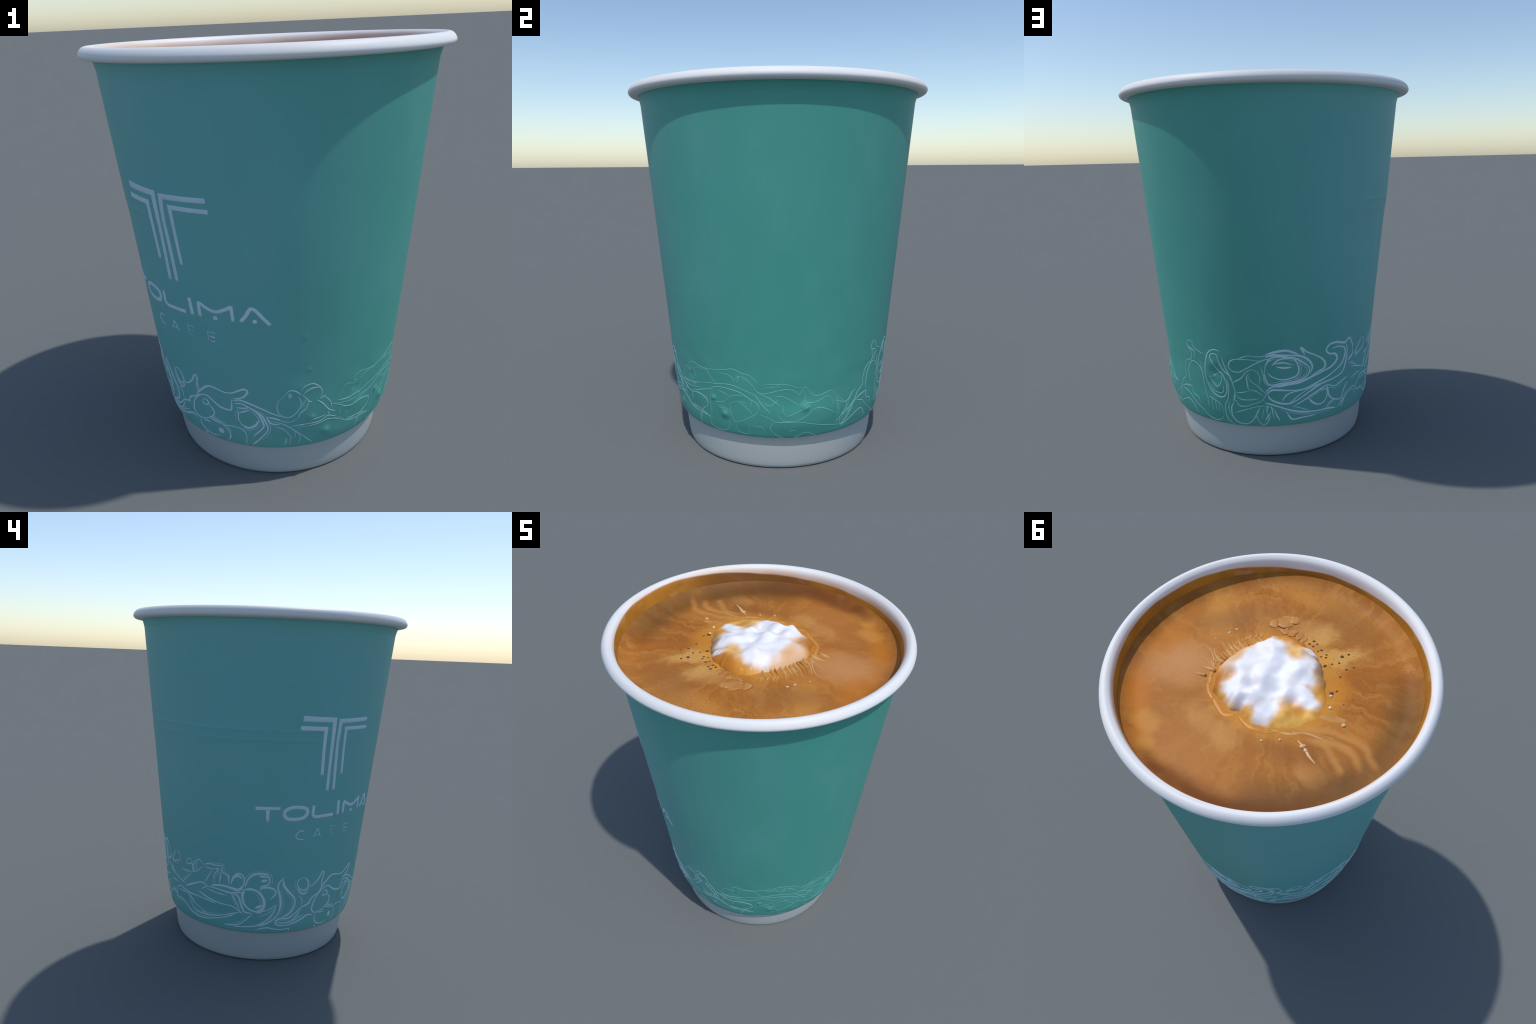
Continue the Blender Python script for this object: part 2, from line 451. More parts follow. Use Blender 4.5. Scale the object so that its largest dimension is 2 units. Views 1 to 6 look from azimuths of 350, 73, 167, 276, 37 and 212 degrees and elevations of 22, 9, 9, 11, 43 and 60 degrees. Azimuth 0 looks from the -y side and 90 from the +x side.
# ------------------------------------------------------------------ printed strokes
def ribbon(verts, faces, path, half, lift=0.0016, crisp=False):
    """A raised strip on the sleeve. path: (degrees, height) rows; half: half widths in metres."""
    path = np.array(path, float)
    R = np.interp(path[:, 1], SZ, SR)
    flat = np.stack([np.radians(path[:, 0]) * R.mean(), path[:, 1]], 1)
    tan_ = np.gradient(flat, axis=0)
    if crisp:      # mitred corners: average of the unit directions either side
        seg = np.diff(flat, axis=0)
        seg /= np.linalg.norm(seg, axis=1)[:, None] + 1e-9
        tan_ = np.vstack([seg[:1], seg[:-1] + seg[1:], seg[-1:]])
    tan_ /= np.linalg.norm(tan_, axis=1)[:, None] + 1e-9
    nor = np.stack([-tan_[:, 1], tan_[:, 0]], 1)
    grow = np.ones(len(path))
    if crisp:
        c = np.sum(nor[1:-1] * np.stack([-seg[:-1, 1], seg[:-1, 0]], 1), 1)
        grow[1:-1] = 1 / np.maximum(c, 0.5)
    shape = ((-1.0, -0.0012), (-0.88, lift * 0.75), (-0.45, lift), (0.45, lift), (0.88, lift * 0.75), (1.0, -0.0012)) if crisp else ((-1.0, -0.0010), (-0.6, lift * 0.7), (0.0, lift), (0.6, lift * 0.7), (1.0, -0.0010))
    base, k = len(verts), len(shape)
    for i in range(len(path)):
        for u, h in shape:
            q = flat[i] + nor[i] * u * half[i] * grow[i]
            z = min(max(q[1], 0.1975), 1.9)
            verts.append(on_sleeve(math.degrees(q[0] / R.mean()), z, h))
    for i in range(len(path) - 1):
        for j in range(k - 1):
            a = base + i * k + j
            faces.append((a, a + k, a + k + 1, a + 1))
    faces.append(tuple(base + j for j in range(k)))
    faces.append(tuple(base + (len(path) - 1) * k + j for j in range(k))[::-1])


class Drawing:
    """One motif of the line drawing: strokes given by width (mm) and control points (degrees, mm up)."""
    def __init__(self, name, material):
        self.name, self.material, self.v, self.f = name, material, [], []

    def line(self, width, *points):
        p = np.array(points, float)
        p[:, 1] /= 1000.0
        flat = np.stack([np.radians(p[:, 0]) * 0.6, p[:, 1]], 1)
        c = catmull(flat, 0.007)
        n = len(c)
        t = np.linspace(0, 1, n)
        half = np.full(n, width * 0.0005 * (1.55 if self.material is ink else 1.15 if self.material is ink_mid else 0.95))
        if len(p) == 2 and width >= 10:      # a filled highlight: leaf-shaped
            half = half * np.sqrt(np.clip(1 - (2 * t - 1) ** 2, 0.03, 1))
        else:                                # pen stroke: swells and thins, pointed ends
            ln = np.linalg.norm(np.diff(c, axis=0), axis=1).sum()
            e = min(0.03 / max(ln, 1e-6), 0.35)
            half = half * (0.35 + 0.65 * smoothstep(0, e, t) * smoothstep(0, e, 1 - t))
            ph = rng.uniform(0, TAU)
            half = half * (1 + 0.22 * np.sin(ph + t * ln * 28))
        path = np.stack([np.degrees(c[:, 0] / 0.6), c[:, 1]], 1)
        ribbon(self.v, self.f, path, half, 0.0014 if self.material is ink else 0.0009)
        # the pen often doubled its line: a finer companion contour beside the longer strokes
        if self.material is ink and n > 14 and rng.random() < 0.5:
            a, b = int(n * rng.uniform(0.08, 0.25)), int(n * rng.uniform(0.7, 0.92))
            tg = np.gradient(c, axis=0)
            tg /= np.linalg.norm(tg, axis=1)[:, None] + 1e-9
            side = rng.choice((-1.0, 1.0)) * (width * 0.0008 + 0.0075)
            q = (c + np.stack([-tg[:, 1], tg[:, 0]], 1) * side)[a:b]
            u = np.linspace(0, 1, len(q))
            ribbon(self.v, self.f, np.stack([np.degrees(q[:, 0] / 0.6), q[:, 1]], 1), 0.0017 * (0.3 + 0.7 * np.sin(np.pi * u)), 0.0010)

    def done(self):
        mesh_object(self.name, self.v, self.f, self.material, sleeve)

# logo side, seed pods
d = Drawing('bud_drawing', ink)
d.line(4, (146.6, 574), (144.1, 590), (141.6, 563), (142.6, 549), (145.4, 562), (146.8, 537), (146.4, 510))
d.line(4, (154.1, 575), (151.1, 602), (148.1, 579), (146.4, 549), (146.6, 514), (150.2, 531), (154.1, 573))
d.line(3, (149.1, 590), (149, 527))
d.line(5, (133, 606), (129.1, 563), (127.5, 527), (135.2, 554), (135.9, 587), (133, 606))
d.done()
d = Drawing('leaf_drawing', ink)
d.line(6, (154.5, 580), (158, 593), (161.2, 592), (165.8, 594), (165.5, 565), (169, 542), (169.4, 493))
d.line(5, (154.5, 572), (157, 564), (160.3, 568))
d.line(6, (160.3, 568), (157.7, 522), (154.7, 468))
d.line(6, (160.3, 566), (163.5, 573), (161, 530), (161.1, 480))
d.line(6, (165.2, 564), (164.1, 487))
d.line(6, (169.8, 552), (169.2, 489))
d.line(6, (129.7, 306), (131.4, 362), (134.5, 385), (143.4, 372), (151.7, 369), (156.2, 362), (161.4, 354))
d.line(5, (132.6, 362), (143.2, 358), (147.2, 315), (155.2, 275))
d.line(6, (143.2, 354), (144.3, 300), (146.6, 269), (153.2, 264), (162.3, 277), (170.4, 304), (175.3, 321))
d.line(6, (130.4, 300), (138.5, 288), (143.4, 248), (150.3, 234), (160, 253), (168.4, 283), (172.3, 303))
d.line(6, (166.1, 228), (174.1, 239), (177.9, 268), (182.6, 321))
d.line(6, (171.7, 226), (179.8, 234), (185.4, 248), (189.6, 280))
d.done()
d = Drawing('berry_drawing', ink)
d.line(8, (170.5, 491), (172.6, 548), (175.1, 566), (177.5, 551), (177.8, 514), (176.9, 488), (174.5, 468), (171.9, 473))
d.line(12, (158.8, 462), (162.9, 472), (166.8, 476), (170.8, 471), (174.5, 464), (177.3, 476))
d.line(9, (172.7, 536), (174.8, 552), (176.9, 534))
d.line(10, (178.3, 486), (179.7, 533), (182, 564), (186, 576), (189.1, 567))
d.line(11, (178, 473), (177, 434), (177.8, 385), (180.7, 350), (184.7, 338), (187.5, 358), (188.8, 397))
d.line(12, (178, 473), (182.5, 477), (186.4, 455))
d.done()
d = Drawing('vine_drawing', ink)
d.line(6, (156.6, 452), (162.8, 449), (170.5, 441), (174.5, 448), (178.1, 452))
d.line(4, (156.1, 436), (160.8, 425), (168.6, 421))
d.line(4, (137.1, 421), (145.5, 504))
d.line(4, (135.9, 501), (142.2, 506), (146.1, 510))
d.line(4, (123, 466), (132.2, 440), (140.2, 413))
d.line(7, (140.1, 404), (147.2, 441), (152.2, 463), (156.6, 452))
d.line(5, (152.9, 425), (156.6, 452))
d.line(7, (150.5, 404), (156.3, 379), (163.4, 363), (171.6, 354), (175.3, 330), (177.2, 315))
d.line(7, (170.9, 438), (172.7, 403), (174.6, 363), (175.7, 331))
d.line(9, (171.6, 439), (174.5, 427), (176.4, 370), (178.2, 330), (182.6, 325))
d.done()
# logo side, sprouts
d = Drawing('bud_drawing', ink)
d.line(6, (208.7, 543), (206.2, 525), (206.1, 496), (207.9, 469), (211.4, 468), (212.2, 496), (211.2, 527), (208.7, 543))
d.line(6, (206.6, 483), (207.4, 453), (210.5, 440), (212.1, 467))
d.line(5, (207.1, 432), (209.1, 408), (209.3, 360))
d.done()
d = Drawing('leaf_drawing', ink)
d.line(9, (198.4, 554), (196.1, 524), (195.4, 496), (196.8, 432), (197.4, 382), (196.3, 326), (193.2, 283), (187.9, 252), (184.2, 243))
d.line(9, (198.1, 540), (198.3, 507), (200.8, 468), (204, 431), (205.2, 405), (204.7, 358), (202.3, 322), (198.7, 303))
d.line(6, (195.3, 387), (191, 353), (187.5, 340), (184, 333))
d.line(6, (195.3, 387), (193.7, 336), (191.3, 297), (187.1, 256), (184.2, 238))
d.line(4, (194.2, 361), (190.4, 327), (185.8, 306))
d.line(8, (217.4, 290), (214.3, 299), (210, 276), (205.3, 256), (199.9, 246), (196.4, 253), (195.2, 274), (197.3, 293), (201.8, 294), (205.4, 318), (209.4, 356), (214.6, 377))
d.line(6, (196.3, 269), (201.3, 265), (205, 283), (207.1, 311), (209.5, 347))
d.line(4, (203.7, 262), (208.1, 292), (212.1, 308))
d.line(6, (212.5, 479), (215.7, 494), (218.4, 523), (220.1, 557), (221.2, 561), (221.7, 545), (220.8, 509), (220.7, 454), (218.3, 425), (215.4, 410), (212.9, 372), (209.4, 356))
d.line(3, (220.7, 552), (222, 477))
d.done()
d = Drawing('berry_drawing', ink)
d.line(9, (183.3, 571), (185.9, 577), (189.4, 570), (190.6, 550), (190.6, 512), (186.9, 495), (186.3, 470))
d.line(10, (185.3, 562), (189.8, 554))
d.line(14, (186.5, 528), (189.8, 537))
d.line(10, (186.6, 486), (190.4, 492), (193.6, 479), (194.4, 458), (191.8, 419))
d.line(14, (183.6, 472), (186, 457), (188.3, 412), (188.4, 374), (186.1, 335), (184, 333))
d.line(14, (183.9, 357), (187.4, 382))
d.done()
d = Drawing('vine_drawing', ink)
d.line(6, (184.3, 217), (190.6, 234), (195.6, 223), (200.2, 220), (203.3, 224), (203.3, 199))
d.line(8, (219.6, 210), (221.6, 202))
d.done()
# front, coffee cherries
d = Drawing('leaf_drawing', ink)
d.line(7, (219.9, 449), (224, 496), (227.4, 523), (231.6, 520), (234.8, 511), (238.1, 514), (241.3, 533), (244.2, 548), (245.4, 536), (244.5, 515), (242.6, 495), (238.1, 482))
d.line(7, (238.8, 457), (242.3, 462), (245.3, 447), (248.7, 418), (250.9, 370), (251.3, 335), (249, 302), (246.2, 268))
d.line(6, (245.8, 444), (250.2, 411), (252.6, 354), (253.1, 319), (250.7, 276), (245.3, 207))
d.line(6, (252.8, 396), (254.5, 358), (258.4, 349))
d.line(7, (252.8, 396), (258.5, 379))
d.done()
d = Drawing('berry_drawing', ink)
d.line(6, (222, 450), (218.3, 412), (216.6, 372), (216.2, 326), (218.7, 304), (223.2, 313), (228, 356), (228.3, 379), (226.1, 409))
d.line(8, (223.3, 431), (222.7, 407), (224.8, 403), (226, 417), (224.9, 433), (223.3, 431))
d.line(6, (225.3, 336), (228, 334), (231.1, 315), (233.6, 293), (235, 266), (234.8, 231), (233.3, 210))
d.line(5, (225.1, 326), (231, 311))
d.line(6, (219.1, 293), (218.9, 259), (221.2, 228), (225.5, 213), (229.5, 227))
d.line(5, (221.2, 296), (225.4, 299))
d.line(24, (230.3, 281), (230.7, 245))
d.line(6, (240.2, 433), (240.6, 400), (240.3, 374), (241.3, 338))
d.line(9, (241.3, 338), (244.3, 320), (247.7, 340), (249.4, 377))
d.line(6, (240.9, 406), (242.9, 418), (245.8, 431))
d.line(6, (239.9, 437), (243, 437), (245.6, 445))
d.done()
d = Drawing('vine_drawing', ink)
d.line(7, (218.4, 414), (222.1, 452), (225.8, 462), (228.5, 443), (232.1, 419), (235.8, 413), (237.3, 416), (238, 477))
d.line(6, (238, 469), (241.5, 481), (244.5, 474), (250.3, 445), (254.7, 418), (258.5, 400))
d.line(4, (232.4, 307), (236.7, 312), (241.3, 307), (243, 279), (242.5, 203))
d.done()
# front, round fruit
d = Drawing('bud_drawing', ink_mid)
d.line(6, (267, 528), (269.1, 561), (272.5, 568), (275.8, 537), (276.5, 505), (275.6, 474))
d.line(9, (268, 509), (270.4, 534), (273.5, 545), (275.1, 539))
d.line(7, (268.3, 509), (270.5, 475), (269.6, 434), (266.8, 405), (266.5, 379))
d.line(8, (270.2, 475), (272.1, 467))
d.done()
d = Drawing('leaf_drawing', ink_mid)
d.line(7, (274.4, 472), (277.1, 444), (280.1, 400), (283.5, 376))
d.line(5, (277.6, 485), (280.5, 446), (281.9, 393))
d.line(5, (275.6, 474), (278.3, 490))
d.line(5, (280.3, 386), (279.9, 365))
d.line(4, (271, 361), (274.7, 364), (278.5, 372))
d.line(6, (255.3, 341), (259.8, 319), (262.6, 279), (263.1, 249), (262.3, 212))
d.line(6, (263.6, 315), (266.6, 282), (267.3, 247), (266.4, 211))
d.line(8, (261.2, 266), (260.5, 214))
d.line(5, (264.9, 304), (265.1, 270), (264.6, 254))
d.done()
d = Drawing('berry_drawing', ink_mid)
d.line(7, (267.6, 514), (264.9, 541), (262.5, 544), (261, 523), (258.2, 491), (257.4, 457), (258.1, 414), (259.9, 396), (262.4, 391), (264.9, 408), (266.4, 431), (268.3, 462), (269.5, 485))
d.line(20, (262.8, 531), (262.8, 498))
d.line(6, (266.6, 503), (267.4, 472), (266.9, 444))
d.done()
d = Drawing('vine_drawing', ink_mid)
d.line(6, (254.4, 419), (258.3, 401), (262.4, 389))
d.line(7, (254.3, 392), (258.9, 372), (263, 362), (266.2, 384))
d.line(6, (262.7, 337), (270.1, 340), (276.2, 342), (279.6, 362), (284.1, 342))
d.line(4, (264.6, 326), (272.1, 326), (276.6, 332), (279.7, 341), (285.1, 322), (291.3, 282), (297.5, 274), (303.6, 268))
d.line(7, (254.2, 375), (256.1, 366), (259.8, 351), (263.6, 320), (267.9, 275), (273.5, 209))
d.done()
d = Drawing('petal_drawing', ink_mid)
d.line(4, (281.7, 427), (285.5, 407), (289.7, 380), (292.7, 376), (298.6, 384), (303.7, 364), (303.8, 331), (299.7, 292), (297, 230), (297, 199))
d.line(3, (291.9, 371), (292.6, 332))
d.line(3, (285.8, 333), (286.1, 385))
d.line(3, (290.2, 298), (298.7, 288), (304.3, 263))
d.line(3, (284.7, 436), (289.6, 430), (293.3, 434), (296.9, 433))
d.done()
# sunny side, hooked leaf
d = Drawing('bud_drawing', ink_faint)
d.line(4, (312.6, 534), (316.1, 533), (319.1, 524), (320.6, 499), (320.3, 488))
d.line(6, (320.6, 499), (323, 530), (321.8, 487))
d.line(4, (287.1, 386), (292.1, 374), (292.6, 326))
d.done()
d = Drawing('leaf_drawing', ink_faint)
d.line(5, (285.3, 433), (286.3, 473), (287.8, 508), (289.3, 514), (292.7, 499), (294.1, 512), (291.9, 520), (293, 545), (295.8, 550), (300.1, 543), (304, 539), (310.4, 545), (316.9, 557), (319, 564), (321.9, 560), (324, 549), (328.6, 537), (331.5, 508), (333.2, 490))
d.line(3, (285.3, 433), (289.5, 428), (293.4, 441), (296.4, 472), (295.9, 496), (297.4, 525), (301.3, 532), (305.2, 531), (307.7, 498), (310.9, 470))
d.line(5, (307.9, 366), (311.1, 367), (314.9, 379), (318, 410), (321.4, 423), (325, 428))
d.line(3, (311.8, 436), (315.3, 423), (318, 414))
d.line(4, (316.1, 349), (318.8, 376), (322.6, 389), (326.3, 362), (329.4, 330))
d.line(4, (311.5, 331), (314.3, 343), (317.1, 336))
d.line(5, (317.8, 356), (318.2, 306), (320, 272), (326, 297), (330.6, 328), (332.6, 348))
d.line(3, (322.9, 397), (326.7, 384))
d.line(4, (325, 428), (328.7, 401), (328.5, 358))
d.done()
d = Drawing('vine_drawing', ink_faint)
d.line(6, (291.4, 431), (298.7, 444), (305.7, 461), (312, 469), (317.1, 477), (320.4, 474), (326.1, 454), (330.4, 434), (333.3, 394), (338.4, 336))
d.line(3, (284.1, 417), (291.6, 409), (300.8, 421))
d.line(8, (292.9, 382), (301.6, 412), (307, 431), (309.6, 448), (314.1, 454), (318.9, 451), (323.5, 440), (328.1, 411), (332, 383), (332.7, 351))
d.line(5, (323.9, 532), (327, 514), (329.9, 483), (331.6, 453), (335.8, 447), (338.8, 455), (342.5, 467))
d.line(6, (330.5, 473), (331.9, 450), (336.4, 428), (339.9, 404), (342.5, 383))
d.line(4, (333.2, 490), (337.7, 496), (342.5, 497))
d.line(3, (333.8, 475), (337.6, 480), (342.5, 490))
d.done()
d = Drawing('petal_drawing', ink_faint)
d.line(4, (292.2, 378), (297.8, 381), (302.4, 369), (304.4, 349), (303.5, 324), (298.8, 296), (296.9, 262), (296.1, 203))
d.line(4, (279.7, 340), (286.2, 326), (290.1, 291), (298.2, 295))
d.line(4, (289.9, 287), (296.2, 277), (304.8, 268))
d.line(4, (307, 429), (306.1, 368), (306, 313), (304.9, 272), (304.7, 221), (308.2, 204), (314, 208), (316, 233), (316.7, 276))
d.line(3, (307.4, 372), (307.8, 336), (306, 283))
d.line(4, (321, 266), (320.1, 242), (321.5, 217), (326.7, 212), (327.2, 265))
d.line(4, (332.5, 333), (337.1, 314), (339.8, 293), (337.9, 267), (338.2, 240), (342.4, 201))
d.line(3, (329, 264), (333.8, 257), (335.2, 215))
d.line(4, (333.6, 402), (335.7, 392), (337.2, 382), (339.9, 395), (341.7, 418))
d.done()
# sunny side, ribbons
d = Drawing('leaf_drawing', ink_faint)
d.line(4, (340.2, 497), (344.1, 500), (347.3, 492), (350.9, 476), (352.9, 477))
d.line(5, (340.2, 460), (343.4, 468), (346.6, 469), (349.3, 460), (351.6, 440), (354.2, 476), (356.6, 450), (359.1, 426), (362, 425), (364.9, 434), (367.7, 440), (371, 394), (372.1, 356), (373.4, 296))
d.line(4, (353.7, 461), (354.4, 418), (353.4, 396), (351.6, 378))
d.line(5, (354.4, 410), (355.4, 395), (358.9, 391), (362.1, 400), (366.1, 416), (367.8, 401), (368.9, 371), (368.2, 367))
d.done()
d = Drawing('vine_drawing', ink_faint)
d.line(5, (340.1, 432), (343.4, 432), (346.7, 416), (349.4, 397), (351.6, 376))
d.line(6, (358.4, 358), (362.4, 358), (365.8, 342), (371.4, 306))
d.line(5, (345.4, 324), (348.8, 336), (353.5, 360), (357.2, 382))
d.line(4, (344.1, 385), (343.9, 354), (345.4, 324))
d.line(5, (11.3, 402), (13.6, 380), (16.4, 363), (18.7, 367), (21.1, 408), (23.1, 411))
d.line(4, (18.7, 367), (17.8, 325), (14.4, 273))
d.line(4, (11, 390), (11.8, 329), (11.6, 252))
d.line(5, (13.4, 296), (14.8, 260), (16.4, 288), (21.2, 323))
d.line(6, (340, 290), (348.5, 292), (352, 290), (357.4, 274), (365, 254), (371.4, 239), (376.4, 234), (380.2, 290), (382.9, 347), (386.4, 364), (392.5, 373))
d.line(5, (348.9, 296), (353, 309), (356.4, 333), (358, 359))
d.line(4, (340.7, 342), (344.1, 302), (348.9, 296))
d.line(4, (339.9, 215), (342.8, 200), (348.9, 194), (354.1, 221), (355.1, 224), (361.5, 193))
d.line(4, (346.6, 234), (348.3, 241), (350.1, 236))
d.done()
# back, folded blossom
d = Drawing('bud_drawing', ink_mid)
d.line(4, (13.9, 283), (22.6, 354), (24.4, 392), (28.1, 423), (28.1, 465), (29, 505), (31.2, 530), (34.5, 540), (35.2, 588), (33.2, 610), (32.5, 626), (33.6, 646), (36.3, 648), (37.6, 616), (43.6, 586))
d.line(5, (33.2, 610), (37.7, 590), (36.6, 540))
d.done()
d = Drawing('leaf_drawing', ink_mid)
d.line(7, (61.1, 584), (58.5, 570), (57.4, 540), (58.7, 517), (62.3, 511), (65.5, 529), (70.3, 560), (74.9, 582), (80.1, 596))
d.line(6, (61.1, 584), (67.3, 584), (72.8, 578), (76.4, 592))
d.line(7, (62.7, 587), (67.2, 605), (71.9, 601), (76.4, 606), (80.1, 617))
d.line(6, (58.9, 446), (63.7, 481), (65.7, 511), (68.9, 529), (71.6, 514), (72.7, 478), (72.3, 441))
d.line(9, (67.9, 509), (66.3, 490), (66.4, 450), (66.8, 414))
d.line(7, (67.2, 494), (68, 466), (71.3, 438), (73.7, 409), (75.2, 394))
d.line(7, (66.8, 414), (70.3, 408), (72.7, 390), (74.2, 375))
d.line(4, (60.5, 391), (63.8, 397), (67.4, 407))
d.line(6, (60, 375), (62.9, 356), (66.5, 355), (71.7, 364))
d.line(6, (73.2, 546), (74.3, 496), (74.8, 460), (76.6, 430))
d.line(6, (80.1, 590), (76.3, 567), (75, 524), (75.2, 474), (77.2, 430))
d.done()
d = Drawing('vine_drawing', ink_mid)
d.line(6, (59.9, 349), (61.3, 320), (64.6, 316), (69.3, 334), (73.5, 353), (75.8, 394), (79.8, 422))
d.line(6, (58.8, 271), (62.4, 287), (67.5, 306), (71.8, 319), (75.6, 319), (79.6, 299))
d.done()
d = Drawing('petal_drawing', ink_mid)
d.line(5, (31.7, 387), (31.1, 439), (31.7, 486), (34.5, 527), (36.8, 533), (40, 511), (41.8, 478), (41.9, 437), (42.5, 378), (43.5, 327), (43.4, 272))
d.line(3, (10.8, 380), (16.9, 362), (20.8, 409))
d.line(3, (16.9, 362), (17.4, 340), (12, 255))
d.line(4, (13.6, 278), (15.1, 234), (21.7, 340))
d.line(4, (21.7, 340), (27.1, 370), (32.5, 376))
d.line(4, (24.5, 345), (29.7, 327), (33.3, 291), (38.5, 255), (42.3, 221), (46.3, 207), (50.7, 221), (52.4, 249))
d.line(5, (15.2, 222), (27.9, 286), (31, 268), (34.1, 213))
d.line(4, (32.6, 378), (32.8, 337), (37, 318), (37.3, 288))
d.line(8, (72.1, 312), (70.3, 269), (71.4, 226), (73.6, 203), (75.7, 222), (77.4, 265))
d.line(5, (74.3, 316), (72.8, 242))
d.line(4, (75.9, 308), (75.5, 266))
d.line(6, (78.1, 292), (79, 245))
d.done()
d = Drawing('flower_drawing', ink_mid)
d.line(8, (53.5, 618), (50.1, 624), (46.9, 605), (44.9, 561), (43.8, 508), (44.1, 434), (46, 390), (49.6, 359), (53.3, 358), (55.3, 388), (55.4, 440), (53.7, 489), (51.4, 507), (48.6, 553), (47.4, 580), (48.3, 596), (51.2, 597), (52.3, 559), (54.3, 515), (57.8, 479), (59.1, 430), (59.8, 394), (58.7, 332))
d.line(9, (58.7, 332), (57.3, 300), (57.5, 246), (60, 216), (63.4, 208), (66.9, 220), (69.6, 257), (72.1, 312))
d.line(4, (40.7, 556), (41, 517), (41.8, 478))
d.line(6, (46.1, 468), (48.1, 435), (50.2, 415), (52.2, 435), (53.2, 466), (52.6, 480))
d.line(4, (47.6, 464), (49.7, 482), (52, 497))
d.line(5, (44.9, 429), (47.6, 393), (52, 379), (53.6, 393), (53.7, 422))
d.line(9, (54.2, 587), (55.2, 542), (57.2, 493), (58.9, 444))
d.line(6, (56, 462), (56.5, 408), (55.7, 351), (53.9, 310), (53.7, 263), (54.6, 225), (57.8, 196))
d.line(6, (56.2, 333), (55.7, 282), (56.8, 249))
d.line(4, (46.1, 333), (46.2, 260))
d.line(4, (48, 330), (48.6, 261))
d.line(4, (50.2, 319), (50.2, 260))
d.line(4, (44.6, 345), (50.2, 319), (51.6, 306), (52.4, 249))
d.done()
# back, open blossom
d = Drawing('leaf_drawing', ink)
d.line(8, (94.4, 597), (92.5, 640), (95.2, 614), (99.5, 589), (103.1, 564), (105.4, 534), (105.1, 505), (101.2, 488), (97.2, 466), (92.5, 444), (87.4, 440), (82.7, 437), (78.1, 428), (74.9, 400))
d.line(9, (80.5, 426), (87.4, 440), (92.5, 448), (97.8, 465), (104.1, 485), (110.1, 508), (112.7, 542), (111.3, 571), (107.7, 580), (105.8, 602), (107.5, 631), (111.7, 636), (117.8, 621), (120.4, 640), (123.3, 602), (124.2, 570))
d.line(7, (76.1, 389), (78, 410), (82.7, 409), (89, 403), (94.6, 404), (100.7, 426), (106.5, 447), (111.9, 474), (116, 504), (118, 547), (117.6, 588), (113.1, 609), (109.1, 606))
d.line(7, (76.1, 389), (77.3, 362), (81, 338), (86.8, 328), (90.7, 343), (97.4, 385), (103.7, 416), (111.4, 431), (116.9, 453), (118.8, 503), (119.6, 576), (117.8, 621))
d.line(7, (83.3, 348), (85.5, 379), (89, 394), (94.6, 401))
d.done()
d = Drawing('berry_drawing', ink)
d.line(7, (96.8, 345), (99.8, 312), (103.2, 297), (106.2, 312), (107.5, 347), (107.2, 389), (108.8, 336), (111, 312), (117.1, 294), (118.9, 344), (121.5, 382))
d.line(5, (100.2, 364), (103.1, 384), (107.3, 374))
d.line(4, (124.2, 388), (127.5, 408), (133.1, 404))
d.line(4, (123.3, 330), (127.4, 335), (131.6, 300))
d.done()
d = Drawing('vine_drawing', ink)
d.line(5, (86.8, 329), (92.7, 378), (99.4, 411), (106.6, 421))
d.line(6, (89.1, 311), (95.4, 343), (102.7, 385), (107.1, 401), (112.1, 384), (116.9, 400), (121.2, 414))
d.line(8, (74.7, 340), (81, 316), (88.2, 286), (94.3, 269), (101.6, 260), (109.5, 256), (114.1, 247))
d.line(4, (88.1, 313), (92.8, 295), (97.1, 275))
d.line(6, (107.4, 262), (110, 294), (114.2, 303))
d.line(5, (115, 243), (119.7, 287), (123, 315), (127.2, 316), (130.8, 275))
d.line(5, (118.1, 237), (121, 306))
d.line(4, (120.8, 498), (128.7, 458), (130.2, 445))
d.line(5, (120.7, 517), (125.2, 541))
d.line(6, (124.2, 570), (124.1, 533), (120.3, 507))
d.done()
d = Drawing('petal_drawing', ink)
d.line(5, (75.9, 325), (75.5, 287))
d.line(5, (77.8, 317), (78.7, 271))
d.line(6, (79.4, 301), (80.6, 262), (82.2, 227))
d.line(6, (77.4, 283), (74.6, 232))
d.line(7, (85.5, 277), (88.6, 232), (93.1, 235), (101.8, 237))
d.done()
d = Drawing('flower_drawing', ink)
d.line(9, (75.5, 612), (80, 625), (85.3, 630), (89, 616), (91.7, 601))
d.line(8, (75.5, 598), (79, 608), (84.4, 606), (89.9, 599), (93.7, 587), (97, 557), (98.4, 522), (97.1, 484))
d.line(7, (75.3, 552), (77.8, 590), (81.4, 600), (85.9, 594), (89.9, 581), (94.3, 550), (97, 517), (96.1, 482), (93.2, 462), (88, 450), (82.7, 448), (77.2, 443), (75.4, 473), (75.2, 502))
d.line(6, (76.4, 509), (78.8, 486), (82.8, 470), (87.4, 473), (90.9, 490), (91.5, 526), (89, 579), (84.4, 587), (80.8, 575), (78.6, 551))
d.line(6, (79.5, 558), (83.8, 564), (89, 547))
d.line(11, (80.6, 543), (84.3, 535), (87.9, 537))
d.done()

